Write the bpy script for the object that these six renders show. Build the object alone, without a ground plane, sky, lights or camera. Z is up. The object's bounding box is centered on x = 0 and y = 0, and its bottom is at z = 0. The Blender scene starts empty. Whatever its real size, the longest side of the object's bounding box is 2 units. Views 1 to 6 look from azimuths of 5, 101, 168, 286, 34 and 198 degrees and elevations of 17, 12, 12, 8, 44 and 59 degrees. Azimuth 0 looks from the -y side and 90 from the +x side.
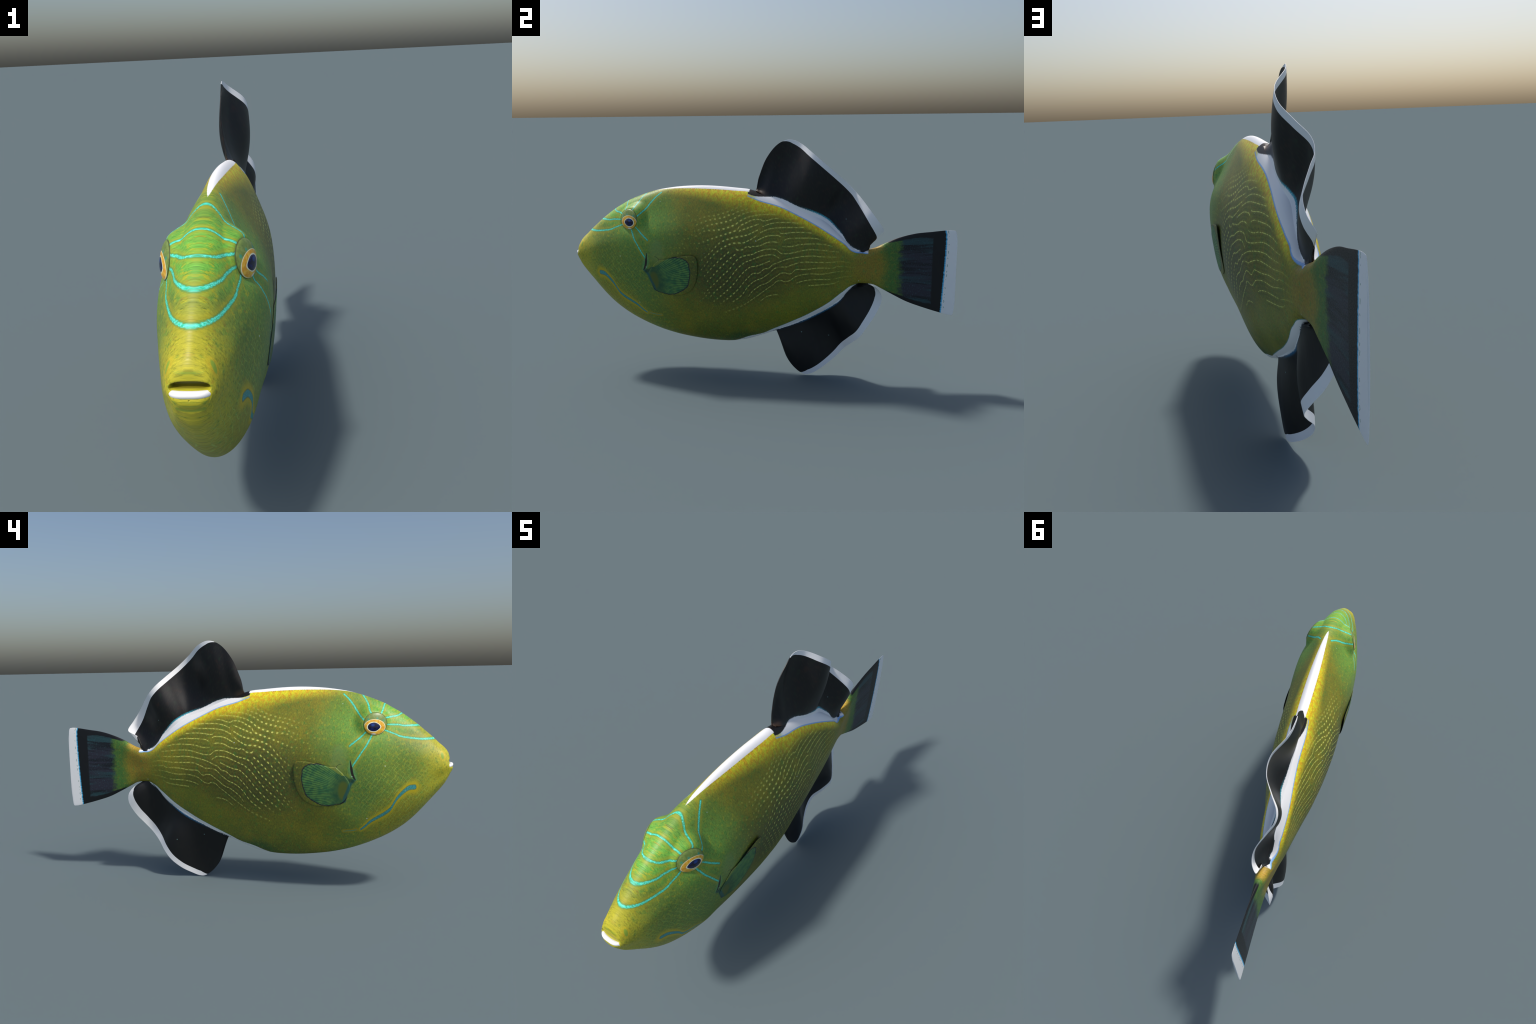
# A reef fish (oval green-olive body, black fins with white margins), built part by part.
# Frame: nose towards -y, tail towards +y, left/right symmetric about x = 0.
import bpy, math
import numpy as np

COL = bpy.context.scene.collection

# ------------------------------------------------------------------ small maths
def hermite(K, x):
    """Catmull-Rom basis matrix for knots K evaluated at x."""
    K = np.asarray(K, float); x = np.atleast_1d(x); n = len(K); M = np.zeros((len(x), n))
    i = np.clip(np.searchsorted(K, x) - 1, 0, n - 2); h = K[i + 1] - K[i]; t = np.clip((x - K[i]) / h, 0, 1)
    for j in range(n):
        e = np.zeros(n); e[j] = 1; m = np.zeros(n)
        m[1:-1] = (e[2:] - e[:-2]) / (K[2:] - K[:-2]); m[0] = (e[1] - e[0]) / (K[1] - K[0]); m[-1] = (e[-1] - e[-2]) / (K[-1] - K[-2])
        M[:, j] = (2*t**3-3*t**2+1)*e[i] + (t**3-2*t**2+t)*h*m[i] + (-2*t**3+3*t**2)*e[i+1] + (t**3-t**2)*h*m[i+1]
    return M

def spline(points, x):
    a = np.array(points, float)
    return hermite(a[:, 0], x) @ a[:, 1:]

def smooth(a, b, x):
    t = np.clip((np.asarray(x, float) - a) / (b - a), 0, 1)
    return t * t * (3 - 2 * t)

# ------------------------------------------------------------------ the body: profiles and girth
BACK = [(-.985,.655),(-.98,.677),(-.965,.701),(-.934,.729),(-.91,.752),(-.874,.783),(-.84,.812),(-.77,.863),(-.72,.892),
        (-.69,.909),(-.65,.926),(-.595,.946),(-.525,.966),(-.45,.979),(-.375,.987),(-.285,.9905),(-.2,.988),(-.1,.98),
        (-.03,.972),(.1,.932),(.2,.888),(.33,.832),(.42,.762),(.5,.684),(.54,.668),(.58,.680),(.61,.69),(.66,.717),
        (.72,.742),(.8,.764),(.875,.774),(.937,.782),(.98,.783),(.994,.772),(1.0,.73)]
BELLY = [(-.985,.578),(-.961,.535),(-.9,.46),(-.83,.38),(-.768,.325),(-.68,.27),(-.56,.217),(-.45,.185),(-.35,.168),
         (-.26,.159),(-.17,.157),(-.12,.161),(-.09,.167),(-.06,.172),(-.012,.188),(.04,.206),(.08,.222),(.18,.258),(.28,.31),
         (.42,.397),(.51,.495),(.55,.503),(.6,.498),(.64,.478),(.69,.452),(.765,.416),(.85,.388),(.93,.366),(.98,.356),
         (.994,.366),(1.0,.42)]
GIRTH_Y = [-1.0,-.94,-.86,-.76,-.66,-.56,-.45,-.3,-.15,0,.15,.3,.42,.52,.62,.74,.9,1.0]
GIRTH_S = [-1,-.75,-.4,0,.4,.75,1.0]          # -1 belly line, 0 mid flank, 1 back line
GIRTH = [[.044,.048,.048,.050,.049,.048,.038],
         [.059,.066,.061,.067,.066,.064,.050],
         [.080,.096,.094,.091,.093,.083,.085],
         [.099,.115,.119,.116,.118,.104,.106],
         [.119,.124,.129,.138,.140,.121,.124],
         [.120,.128,.133,.149,.153,.116,.104],
         [.119,.114,.143,.153,.152,.106,.074],
         [.113,.109,.130,.145,.143,.105,.077],
         [.098,.111,.128,.144,.139,.106,.088],
         [.076,.106,.122,.133,.131,.100,.094],
         [.060,.083,.099,.117,.112,.098,.093],
         [.055,.068,.076,.083,.081,.086,.089],
         [.053,.056,.056,.063,.069,.077,.088],
         [.054,.045,.043,.043,.049,.062,.078],
         [.038,.027,.022,.021,.027,.038,.046],
         [.014,.012,.010,.010,.011,.013,.014],
         [.006,.006,.006,.006,.006,.006,.006],
         [.003,.003,.003,.003,.003,.003,.003]]
EYE_Y, EYE_Z, EYE_R = -.655, .8215, .0515

def back(y): return spline(BACK, y)[:, 0]
def belly(y): return spline(BELLY, y)[:, 0]

def girth_at(y, z):
    """half width of the body without eyes at (y, z) arrays of equal length, and the height share s"""
    t, b = back(y), belly(y)
    s = np.clip((z - (t + b) / 2) / ((t - b) / 2), -1, 1)
    w = np.einsum('ij,jk,ik->i', hermite(GIRTH_Y, y), np.array(GIRTH), hermite(GIRTH_S, s))
    return w * np.sqrt(np.maximum(0, 1 - s * s)), s

def eye_plane(dy, dz):
    """tilted plane on which an eye stands (half width as a function of the offset from its centre)"""
    return .1020 + .37 * dy - .19 * dz

def half_width(y, z):
    """half width of the skin: girth plus the mound of skin that carries each eye"""
    x, s = girth_at(y, z)
    dy, dz = y - EYE_Y, z - EYE_Z
    r = np.hypot(dy, dz) / EYE_R
    c = np.minimum(1, 1.02 / np.maximum(r, 1e-6))
    P = eye_plane(dy * c, dz * c) - .0015
    reach = 1.32 + .80 * smooth(-.3, .8, dy / (np.hypot(dy, dz) + 1e-6))
    w = 1 - smooth(0, 1, (r - 1.02) / (reach - 1.02))
    return x + np.clip(w, 0, 1) * np.maximum(P - x, -.012) * (s < .995)

# ------------------------------------------------------------------ mesh helpers
def make(name, verts, faces, mat, parent=None, smooth_shade=True, mats=None, fmat=None):
    me = bpy.data.meshes.new(name)
    me.from_pydata([tuple(map(float, v)) for v in verts], [], faces)
    me.validate(); me.update()
    for m in (mats or [mat]):
        me.materials.append(m)
    if fmat is not None:
        me.polygons.foreach_set("material_index", fmat)
    me.polygons.foreach_set("use_smooth", [smooth_shade] * len(me.polygons))
    ob = bpy.data.objects.new(name, me); COL.objects.link(ob)
    if parent: ob.parent = parent
    return ob

def sheet(name, mid, thick, mat, parent, normal_sign=1.0):
    """closed thin plate round a grid of mid-surface points mid[u, v]; thick[u, v] is the full thickness"""
    nu, nv, _ = mid.shape
    du = np.gradient(mid, axis=0); dv = np.gradient(mid, axis=1)
    n = np.cross(du, dv); n /= np.linalg.norm(n, axis=2, keepdims=True) + 1e-9
    n = np.where(n[..., :1] < 0, -n, n)
    A = mid + n * thick[..., None] / 2; B = mid - n * thick[..., None] / 2
    V = np.vstack([A.reshape(-1, 3), B.reshape(-1, 3)]); o = nu * nv
    F = []
    for i in range(nu - 1):
        for j in range(nv - 1):
            a, b, c, d = i*nv+j, (i+1)*nv+j, (i+1)*nv+j+1, i*nv+j+1
            F.append((a, b, c, d)); F.append((o+d, o+c, o+b, o+a))
    ring = [i*nv for i in range(nu)] + [(nu-1)*nv+j for j in range(1, nv)] + [i*nv+nv-1 for i in range(nu-2, -1, -1)] + [j for j in range(nv-2, 0, -1)]
    for a, b in zip(ring, ring[1:] + ring[:1]):
        F.append((b, a, o+a, o+b))
    ob = make(name, V, F, mat, parent)
    import bmesh
    bm = bmesh.new(); bm.from_mesh(ob.data)
    bmesh.ops.remove_doubles(bm, verts=bm.verts, dist=1e-6)
    bmesh.ops.recalc_face_normals(bm, faces=bm.faces)
    bm.to_mesh(ob.data); bm.free()
    ob.data.polygons.foreach_set("use_smooth", [True] * len(ob.data.polygons))
    ob.data.set_sharp_from_angle(angle=math.radians(50))
    return ob

# ------------------------------------------------------------------ node expressions
def lin(r, g, b, gain=1.0):
    f = lambda c: ((c/255 + .055)/1.055)**2.4 if c/255 > .04045 else c/255/12.92
    return (min(f(r)*gain, .95), min(f(g)*gain, .95), min(f(b)*gain, .95), 1)

class Nodes:
    def __init__(self, name):
        self.mat = bpy.data.materials.new(name); self.mat.use_nodes = True
        self.t = self.mat.node_tree; self.t.nodes.clear()
        self.out = self.t.nodes.new("ShaderNodeOutputMaterial")
        self.bsdf = self.t.nodes.new("ShaderNodeBsdfPrincipled")
        self.t.links.new(self.bsdf.outputs[0], self.out.inputs[0])
        tc = self.t.nodes.new("ShaderNodeTexCoord"); self.obj = tc.outputs["Object"]
        sep = self.t.nodes.new("ShaderNodeSeparateXYZ"); self.t.links.new(self.obj, sep.inputs[0])
        self.x, self.y, self.z = sep.outputs
        self.ax = self.m('ABSOLUTE', self.x)
    def put(self, sock, v):
        if isinstance(v, bpy.types.NodeSocket): self.t.links.new(v, sock)
        else: sock.default_value = v
    def m(self, op, *a, clamp=False):
        n = self.t.nodes.new("ShaderNodeMath"); n.operation = op; n.use_clamp = clamp
        for s, v in zip(n.inputs, a): self.put(s, v)
        return n.outputs[0]
    def add(self, a, b): return self.m('ADD', a, b)
    def sub(self, a, b): return self.m('SUBTRACT', a, b)
    def mul(self, a, b): return self.m('MULTIPLY', a, b)
    def madd(self, a, b, c): return self.m('MULTIPLY_ADD', a, b, c)
    def mx(self, a, b): return self.m('MAXIMUM', a, b)
    def mn(self, a, b): return self.m('MINIMUM', a, b)
    def inv(self, a): return self.m('SUBTRACT', 1.0, a)
    def absd(self, a, b): return self.m('ABSOLUTE', self.sub(a, b))
    def step(self, v, a, b, lo=0.0, hi=1.0):
        """smooth ramp from lo at v=a to hi at v=b (a may exceed b)"""
        if isinstance(a, (int, float)) and isinstance(b, (int, float)) and a > b: a, b, lo, hi = b, a, hi, lo
        n = self.t.nodes.new("ShaderNodeMapRange"); n.interpolation_type = 'SMOOTHSTEP'
        for s, q in zip(n.inputs, (v, a, b, lo, hi)): self.put(s, q)
        return n.outputs[0]
    def curve(self, pts, v, kind='AUTO_CLAMPED'):
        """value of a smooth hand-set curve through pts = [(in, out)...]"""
        pts = sorted(pts); a, b = pts[0][0], pts[-1][0]; lo = min(p[1] for p in pts); hi = max(p[1] for p in pts)
        if hi - lo < 1e-6: hi = lo + 1e-3
        n = self.t.nodes.new("ShaderNodeFloatCurve"); c = n.mapping.curves[0]
        q = [((p[0]-a)/(b-a), (p[1]-lo)/(hi-lo)) for p in pts]
        c.points[0].location = q[0]; c.points[1].location = q[-1]
        for p in q[1:-1]: c.points.new(*p)
        for p in c.points: p.handle_type = kind
        n.mapping.update()
        self.put(n.inputs["Value"], self.m('DIVIDE', self.sub(v, a), b - a, clamp=True))
        return self.madd(n.outputs[0], hi - lo, lo)
    def vec(self, x, y, z):
        n = self.t.nodes.new("ShaderNodeCombineXYZ")
        for s, v in zip(n.inputs, (x, y, z)): self.put(s, v)
        return n.outputs[0]
    def noise(self, vec, scale, detail=2.0, rough=.5):
        n = self.t.nodes.new("ShaderNodeTexNoise"); self.put(n.inputs["Vector"], vec)
        n.inputs["Scale"].default_value = scale; n.inputs["Detail"].default_value = detail; n.inputs["Roughness"].default_value = rough
        return n.outputs["Fac"]
    def voronoi(self, vec, scale, feature='F1', rnd=1.0):
        n = self.t.nodes.new("ShaderNodeTexVoronoi"); n.feature = feature; self.put(n.inputs["Vector"], vec)
        n.inputs["Scale"].default_value = scale; n.inputs["Randomness"].default_value = rnd
        return n.outputs["Distance"]
    def mix(self, fac, a, b, mode='MIX'):
        n = self.t.nodes.new("ShaderNodeMix"); n.data_type = 'RGBA'; n.blend_type = mode
        self.put(n.inputs[0], fac); self.put(n.inputs[6], a); self.put(n.inputs[7], b)
        return n.outputs[2]
    def bump(self, h, dist, strength=1.0):
        n = self.t.nodes.new("ShaderNodeBump"); self.put(n.inputs["Height"], h)
        n.inputs["Distance"].default_value = dist; n.inputs["Strength"].default_value = strength
        self.put(self.bsdf.inputs["Normal"], n.outputs[0])
    def blob(self, cy, cz, ry, rz, a=1.0, b=.0, y=None, z=None, tilt=0.0):
        """soft ellipse in side view: 1 inside radius b, 0 beyond radius a"""
        dy = self.sub(y or self.y, cy); dz = self.sub(z or self.z, cz)
        if tilt:
            c, s = math.cos(tilt), math.sin(tilt)
            dy, dz = self.madd(dy, c, self.mul(dz, s)), self.madd(dz, c, self.mul(dy, -s))
        r = self.m('SQRT', self.add(self.m('POWER', self.mul(dy, 1/ry), 2.0), self.m('POWER', self.mul(dz, 1/rz), 2.0)))
        return self.step(r, a, b)
    def line(self, pts, half, soft=.35, along='y', y=None, z=None, lo=None, hi=None, slope=1.0):
        """mask of a painted line through pts (y, z); along = the axis that runs monotonically"""
        y = y or self.y; z = z or self.z
        if along == 'y': u, v, P = y, z, pts
        else: u, v, P = z, y, [(p[1], p[0]) for p in pts]
        d = self.mul(self.absd(v, self.curve(P, u)), slope)
        us = [p[0] for p in P]; a, b = min(us), max(us)
        # rounded ends: distance beyond the ends of the line
        e = self.mx(self.mx(self.sub(a, u), self.sub(u, b)), 0.0)
        d = self.m('SQRT', self.add(self.mul(d, d), self.mul(e, e)))
        return d, half

    def paint(self, col, d, half, colour, strength=1.0, soft=.4):
        """paint colour where distance d < half"""
        if isinstance(half, (int, float)):
            f = self.step(d, half * (1 - soft), half * (1 + soft), strength, 0.0)
        else:
            f = self.mul(self.step(self.m('DIVIDE', d, half), 1 - soft, 1 + soft, 1.0, 0.0), strength)
        return self.mix(f, col, colour)

G = 1.55          # from colours as seen on the half-lit flank to base colours

# border between white fin-foot band and black fin (upper), and between band and body (lower)
FOOT_TOP = [(-.04,.953),(-.005,.942),(.05,.938),(.1,.936),(.218,.891),(.333,.845),(.427,.767),(.513,.679),(.56,.672)]
FOOT_LOW = [(-.04,.945),(.02,.922),(.12,.894),(.208,.855),(.3,.809),(.38,.761),(.45,.713),(.51,.669),(.56,.664)]
VENT_LOW = [(.03,.208),(.083,.228),(.276,.31),(.418,.398),(.523,.497),(.56,.50)]
VENT_TOP = [(.03,.220),(.077,.238),(.163,.279),(.27,.333),(.37,.396),(.45,.463),(.5,.496),(.56,.502)]

# the pale flecked rows that run along the flank, tail end first
ROWS = [
    ((0.112,.856),(0.042,.854),(-.018,.844),(-.061,.826),(-.096,.803),(-.174,.779),(-.243,.773),(-.284,.749),(-.304,.742)),
    ((0.055,.869),(0.026,.872),(-.031,.864),(-.130,.821),(-.235,.797),(-.258,.783),(-.299,.772)),
    ((-.023,.884),(-.090,.864),(-.110,.853),(-.127,.850),(-.150,.840),(-.233,.823),(-.295,.799)),
    ((-.062,.895),(-.204,.847),(-.226,.845),(-.308,.821)),
    ((0.129,.837),(0.107,.836),(0.051,.824),(0.033,.831),(0.019,.831),(-.042,.811),(-.066,.798),(-.079,.780),(-.092,.774),(-.179,.745),(-.28,.708)),
    ((0.225,.813),(0.145,.817),(0.105,.814),(0.049,.797)),
    ((0.029,.809),(-.068,.775)),
    ((0.253,.792),(0.119,.791),(0.039,.769)),
    ((0.027,.781),(-.035,.754),(-.077,.747),(-.156,.721),(-.176,.705),(-.209,.669),(-.26,.625)),
    ((0.293,.765),(0.219,.769),(0.145,.764),(0.136,.769)),
    ((0.141,.749),(0.122,.755),(0.106,.755),(0.032,.734),(0.022,.727)),
    ((0.024,.755),(-.019,.729),(-.057,.717),(-.074,.717),(-.141,.696),(-.274,.563)),
    ((0.337,.733),(0.307,.739),(0.267,.741),(0.190,.740),(0.172,.737),(0.160,.731)),
    ((0.137,.719),(0.104,.724),(0.023,.702),(0.000,.701),(-.006,.697),(-.018,.700),(-.056,.683),(-.069,.683),(-.081,.688)),
    ((0.400,.700),(0.300,.712),(0.236,.709),(0.173,.700),(0.151,.702)),
    ((0.429,.672),(0.292,.683),(0.159,.665),(0.116,.687),(0.092,.689),(0.027,.674),(0.005,.663),(-.040,.653),(-.060,.644),(-.090,.614),(-.120,.577),(-.137,.563),(-.182,.518),(-.259,.443)),
    ((-.080,.663),(-.115,.635),(-.244,.503)),
    ((-.114,.674),(-.168,.626),(-.251,.539)),
    ((0.453,.647),(0.337,.648),(0.299,.652),(0.208,.644),(0.122,.618),(0.106,.611),(0.097,.603)),
    ((0.136,.645),(0.099,.661),(-.017,.628),(-.037,.619),(-.140,.509),(-.189,.467),(-.233,.421)),
    ((0.092,.630),(0.024,.603),(-.007,.597),(-.027,.584),(-.114,.486),(-.216,.397)),
    ((0.480,.618),(0.441,.624),(0.367,.619),(0.259,.622),(0.195,.608),(0.170,.599),(0.148,.599),(0.078,.560),(0.048,.539),(0.026,.531),(-.012,.505),(-.063,.440),(-.117,.399)),
    ((0.120,.617),(0.106,.612),(0.086,.594),(0.063,.588),(0.033,.566),(0.008,.565),(-.020,.542),(-.087,.464),(-.172,.393)),
    ((0.521,.588),(0.462,.598),(0.428,.599),(0.393,.590),(0.341,.591),(0.264,.585),(0.225,.586),(0.186,.563),(0.163,.569),(0.122,.551),(0.066,.511),(0.048,.505),(0.029,.493),(-.004,.466),(-.026,.434)),
    ((0.489,.572),(0.441,.573),(0.337,.559),(0.290,.561),(0.224,.551),(0.178,.524),(0.161,.522),(0.144,.528),(0.100,.502),(0.004,.430),(-.060,.386),(-.150,.345)),
    ((0.496,.547),(0.455,.544),(0.391,.532),(0.286,.529),(0.248,.522),(0.221,.513)),
    ((0.431,.521),(0.393,.507),(0.278,.498)),
    ((0.126,.450),(0.085,.445),(0.036,.415)),
    ((-.225,.455),(-.262,.420),(-.300,.388)),
]
# turquoise lines that ray out from the eye: (points, axis that runs along it, cos of mean slope)
EYE_RAYS = [
    ([(-.500,.954),(-.523,.935),(-.548,.906),(-.573,.872),(-.592,.852),(-.606,.839)], 'z', .72),
    ([(-.586,.950),(-.603,.930),(-.618,.905),(-.627,.884),(-.636,.869)], 'z', .90),
    ([(-.690,.915),(-.685,.889),(-.680,.868)], 'z', .97),
    ([(-.785,.870),(-.768,.865),(-.748,.855),(-.725,.851),(-.698,.847)], 'y', .95),
    ([(-.850,.809),(-.815,.810),(-.786,.810),(-.757,.8145),(-.706,.817)], 'y', 1.0),
    ([(-.918,.750),(-.870,.749),(-.846,.751),(-.802,.757),(-.773,.762),(-.743,.774),(-.699,.791)], 'y', .97),
    ([(-.612,.783),(-.599,.769),(-.582,.754),(-.562,.738),(-.543,.722)], 'y', .75),
    ([(-.641,.771),(-.630,.747),(-.618,.723),(-.602,.699),(-.585,.673),(-.570,.649),(-.557,.630)], 'z', .86),
]
CHEEK_STREAK = [(-.833,.533),(-.810,.530),(-.789,.515),(-.768,.494),(-.753,.474),(-.741,.452),(-.725,.426),(-.699,.404),(-.664,.382),(-.633,.361),(-.610,.338),(-.588,.320)]
CHEEK_TAIL = [(-.570,.318),(-.538,.311),(-.506,.308)]

# ------------------------------------------------------------------ materials
def skin_material():
    k = Nodes("fish_skin"); y, z, ax = k.y, k.z, k.ax
    C = lambda r, g, b: lin(r, g, b, G)
    yz = k.vec(0.0, y, z)                              # markings are laid on in side view, the same on both flanks
    big = k.noise(yz, 9.0, 3.0); mid = k.noise(yz, 38.0, 3.0)
    streak = k.noise(k.vec(0.0, k.mul(y, 2.2), z), 105.0, 4.0, .7)   # short upright flecks
    fine = k.noise(yz, 260.0, 2.0, .7)
    wob = k.madd(k.sub(mid, .5), .05, 0.0)
    yy = k.add(y, wob); zz = k.add(z, k.mul(k.sub(big, .5), .06))

    tail_zone = k.step(y, .70, .74)
    # --- ground colours
    col = k.mix(k.step(big, .35, .65), C(94,99,30), C(112,108,28))
    col = k.mix(k.mul(k.blob(-.13, .55, .36, .27, 1.0, .25, yy, zz), .85), col, C(58,64,29))      # dusky flank
    col = k.mix(k.mul(k.blob(.10, .56, .30, .16, 1.0, .2, yy, zz), .55), col, C(76,71,27))
    col = k.mix(k.mul(k.step(yy, -.36, -.60), .80), col, C(90,116,46))                             # green head
    col = k.mix(k.mul(k.blob(-.58, .80, .26, .24, 1.0, .2, yy, zz), .75), col, C(94,138,54))
    col = k.mix(k.mul(k.blob(-.74, .86, .20, .12, 1.0, .2, yy, zz), .7), col, C(92,160,58))
    col = k.mix(k.mul(k.blob(-.42, .72, .10, .16, 1.0, .1, yy, zz), .5), col, C(86,114,52))
    col = k.mix(k.mul(k.blob(-.60, .52, .16, .24, 1.0, .1, yy, zz), .6), col, C(76,108,50))         # behind the cheek
    col = k.mix(k.mul(k.blob(-.74, .36, .30, .16, 1.0, .2, yy, zz, tilt=-.8), .75), col, C(136,126,30))  # jaw
    col = k.mix(k.mul(k.step(yy, -.80, -.97), .85), col, C(160,152,36))                            # snout
    col = k.mix(k.mul(k.blob(-.15, .17, .34, .13, 1.0, .2, yy, zz), .70), col, C(64,80,28))        # green belly
    col = k.mix(k.mul(k.blob(-.06, .19, .16, .05, 1.0, .2, yy, zz), .65), col, C(34,72,34))
    col = k.mix(k.mul(k.blob(.20, .38, .28, .10, 1.0, .2, yy, zz, tilt=.65), .6), col, C(102,108,25))
    # yellow-orange saddle under the white back stripe, running down along the soft fin
    crest = k.curve([(-.60,.945),(-.52,.964),(-.43,.977),(-.3,.985),(-.2,.983),(-.1,.976),(-.03,.96),(.02,.922),(.12,.894),(.208,.855),(.3,.809),(.38,.761),(.45,.713),(.51,.669)], y)
    depth = k.add(k.sub(crest, z), k.mul(k.sub(k.noise(k.vec(2.0, y, z), 95.0, 4.0, .7), .5), .030))
    wide = k.curve([(-.6,.02),(-.4,.03),(-.2,.055),(-.05,.075),(.05,.05),(.25,.035),(.5,.03)], y)
    gold = k.mul(k.step(k.m('DIVIDE', depth, wide), 1.7, .1), k.mul(k.step(y, -.58, -.26), k.step(y, .54, .42)))
    col = k.mix(k.mul(gold, .92), col, k.mix(k.step(k.noise(yz, 60.0, 2.0), .35, .65), C(222,160,24), C(246,200,36)))
    # tail stalk
    col = k.mix(k.mul(k.blob(.58, .60, .11, .13, 1.0, .3, yy, zz), .75), col, C(126,104,32))
    col = k.mix(k.mul(k.mul(k.blob(.60, .695, .07, .035, 1.0, .3), k.step(ax, .05, .0)), .65), col, C(178,138,48))
    col = k.mix(k.step(k.add(yy, k.mul(k.absd(z, .59), .25)), .635, .70), col, C(58,92,38))
    # mottling, upright flecks, fine grain
    green = k.step(y, -.30, -.55, .45, 1.0)
    m1 = k.noise(k.vec(3.0, y, z), 62.0, 4.0, .7); crown = k.blob(-.76, .84, .24, .15, 1.0, .4); m2 = k.noise(k.vec(9.0, y, z), 48.0, 4.0, .7)
    col = k.mix(k.mul(k.step(m1, .50, .66), k.mul(green, k.madd(crown, .35, .45))), col, C(150,146,30))
    col = k.mix(k.mul(k.step(m2, .52, .68), k.mul(k.mul(k.inv(tail_zone), k.madd(gold, -.85, 1.0)), .52)), col, C(52,116,46))
    col = k.mix(k.mul(k.step(k.noise(k.vec(13.0, y, z), 60.0, 4.0, .7), .55, .70), k.mul(k.inv(gold), .42)), col, C(128,84,30))
    col = k.mix(k.mul(k.step(streak, .50, .34), k.madd(gold, -.40, .62)), col, k.mix(1.0, col, (.34,.42,.40,1), 'MULTIPLY'))
    col = k.mix(k.mul(k.step(streak, .52, .72), .60), col, k.mix(1.0, col, (1.65,1.55,1.5,1), 'MULTIPLY'))
    col = k.mix(k.mul(k.step(fine, .60, .74), .35), col, k.mix(1.0, col, (1.7,1.7,2.2,1), 'MULTIPLY'))

    # --- net of scale edges on the cheek
    p = k.mul(k.add(y, k.mul(z, .72)), 52.0); q = k.mul(k.sub(y, k.mul(z, 1.15)), 40.0)
    wv = k.mul(k.sub(k.noise(yz, 26.0, 2.0), .5), 1.5)
    tri = lambda v: k.m('ABSOLUTE', k.sub(k.m('FRACT', k.add(v, wv)), .5))
    net = k.mx(k.step(tri(p), .40, .49), k.mul(k.step(tri(q), .42, .49), .8))
    cheek = k.mul(k.blob(-.76, .50, .26, .27, 1.0, .5, yy, zz), k.step(mid, .30, .62))
    col = k.mix(k.mul(k.mul(net, cheek), .75), col, C(134,156,68))
    body_scale = k.mul(k.mul(net, k.inv(cheek)), k.step(y, .5, .3))
    col = k.mix(k.mul(body_scale, .22), col, k.mix(1.0, col, (.55,.6,.5,1), 'MULTIPLY'))

    # --- flecked rows
    bead = k.noise(k.vec(0.0, k.mul(y, 1.0), k.mul(z, .6)), 330.0, 2.0, .6)
    near = None
    for row in ROWS:
        a, b = row[-1][0], row[0][0]
        d = k.absd(z, k.curve(row, y))
        d = k.mx(d, k.mul(k.m('GREATER_THAN', k.absd(y, (a + b) / 2), (b - a) / 2), .1))
        near = d if near is None else k.mn(near, d)
    near = k.mul(near, k.step(y, -.12, .06, .76, .96))
    near = k.add(near, k.mul(k.sub(bead, .5), .0030))
    dash = k.m('FRACT', k.add(k.mul(k.madd(y, .72, k.mul(z, .34)), 53.0), k.mul(k.mul(k.noise(yz, 30.0, 1.0), k.step(y, -.06, .08)), 2.2)))
    dash = k.mul(k.absd(dash, .5), 1/53.0)
    reach = k.curve([(-.32,.0042),(-.18,.0048),(-.08,.0062),(.0,.0085),(.1,.0098),(.5,.0088)], y)
    girth = k.curve([(-.32,.0033),(-.14,.0036),(.0,.0028),(.15,.0022),(.5,.0018)], y)
    r = k.m('SQRT', k.add(k.m('POWER', k.m('DIVIDE', near, girth), 2.0), k.m('POWER', k.m('DIVIDE', dash, reach), 2.0)))
    fleck = k.step(r, 1.15, .55)
    fade = k.mul(k.mul(k.step(y, -.34, -.10, .18, 1.0), k.step(y, .50, .30, .15, 1.0)), k.mul(k.step(z, .91, .78, .2, 1.0), k.step(z, .36, .48, .30, 1.0)))
    fleck = k.mul(k.mul(fleck, fade), k.mx(k.step(bead, .40, .56, .30, 1.0), k.mul(k.step(y, -.02, -.12, .0, .9), k.step(k.noise(k.vec(6.0, y, z), 22.0, 2.0), .30, .60, .45, 1.0))))
    # dusky halo between the rows, then the flecks
    col = k.mix(k.mul(k.mul(k.step(near, .004, .009), k.step(near, .016, .010)), k.mul(fade, .45)), col, k.mix(1.0, col, (.56,.54,.58,1), 'MULTIPLY'))
    col = k.mix(k.mul(fleck, .90), col, C(214,212,104))
    # scattered pale dots ahead of the rows
    dots = k.voronoi(k.vec(0.0, k.madd(z, .45, y), z), 44.0, 'F1', .35)
    col = k.mix(k.mul(k.mul(k.step(dots, .24, .10), k.blob(-.29, .72, .24, .23, 1.0, .3)), k.mul(k.step(near, .010, .016), .50)), col, C(160,160,64))

    # --- eye rays with their yellow and dark borders
    lx = k.add(y, k.mul(k.sub(fine, .5), .004)); lz = k.add(z, k.mul(k.sub(k.noise(k.vec(7.0, y, z), 200.0), .5), .006))
    nearest = None
    for pts, along, slope in EYE_RAYS:
        d, _ = k.line(pts, 0, along=along, y=lx, z=lz, slope=slope)
        nearest = d if nearest is None else k.mn(nearest, d)
    wide = k.curve([(-.92,.0037),(-.80,.0033),(-.66,.0030),(-.55,.0031),(-.48,.0029)], y)
    col = k.paint(col, nearest, k.mul(wide, 4.2), C(146,138,30), .50, .6)
    col = k.paint(col, nearest, k.mul(wide, 1.75), C(30,110,62), .70, .45)
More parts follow.
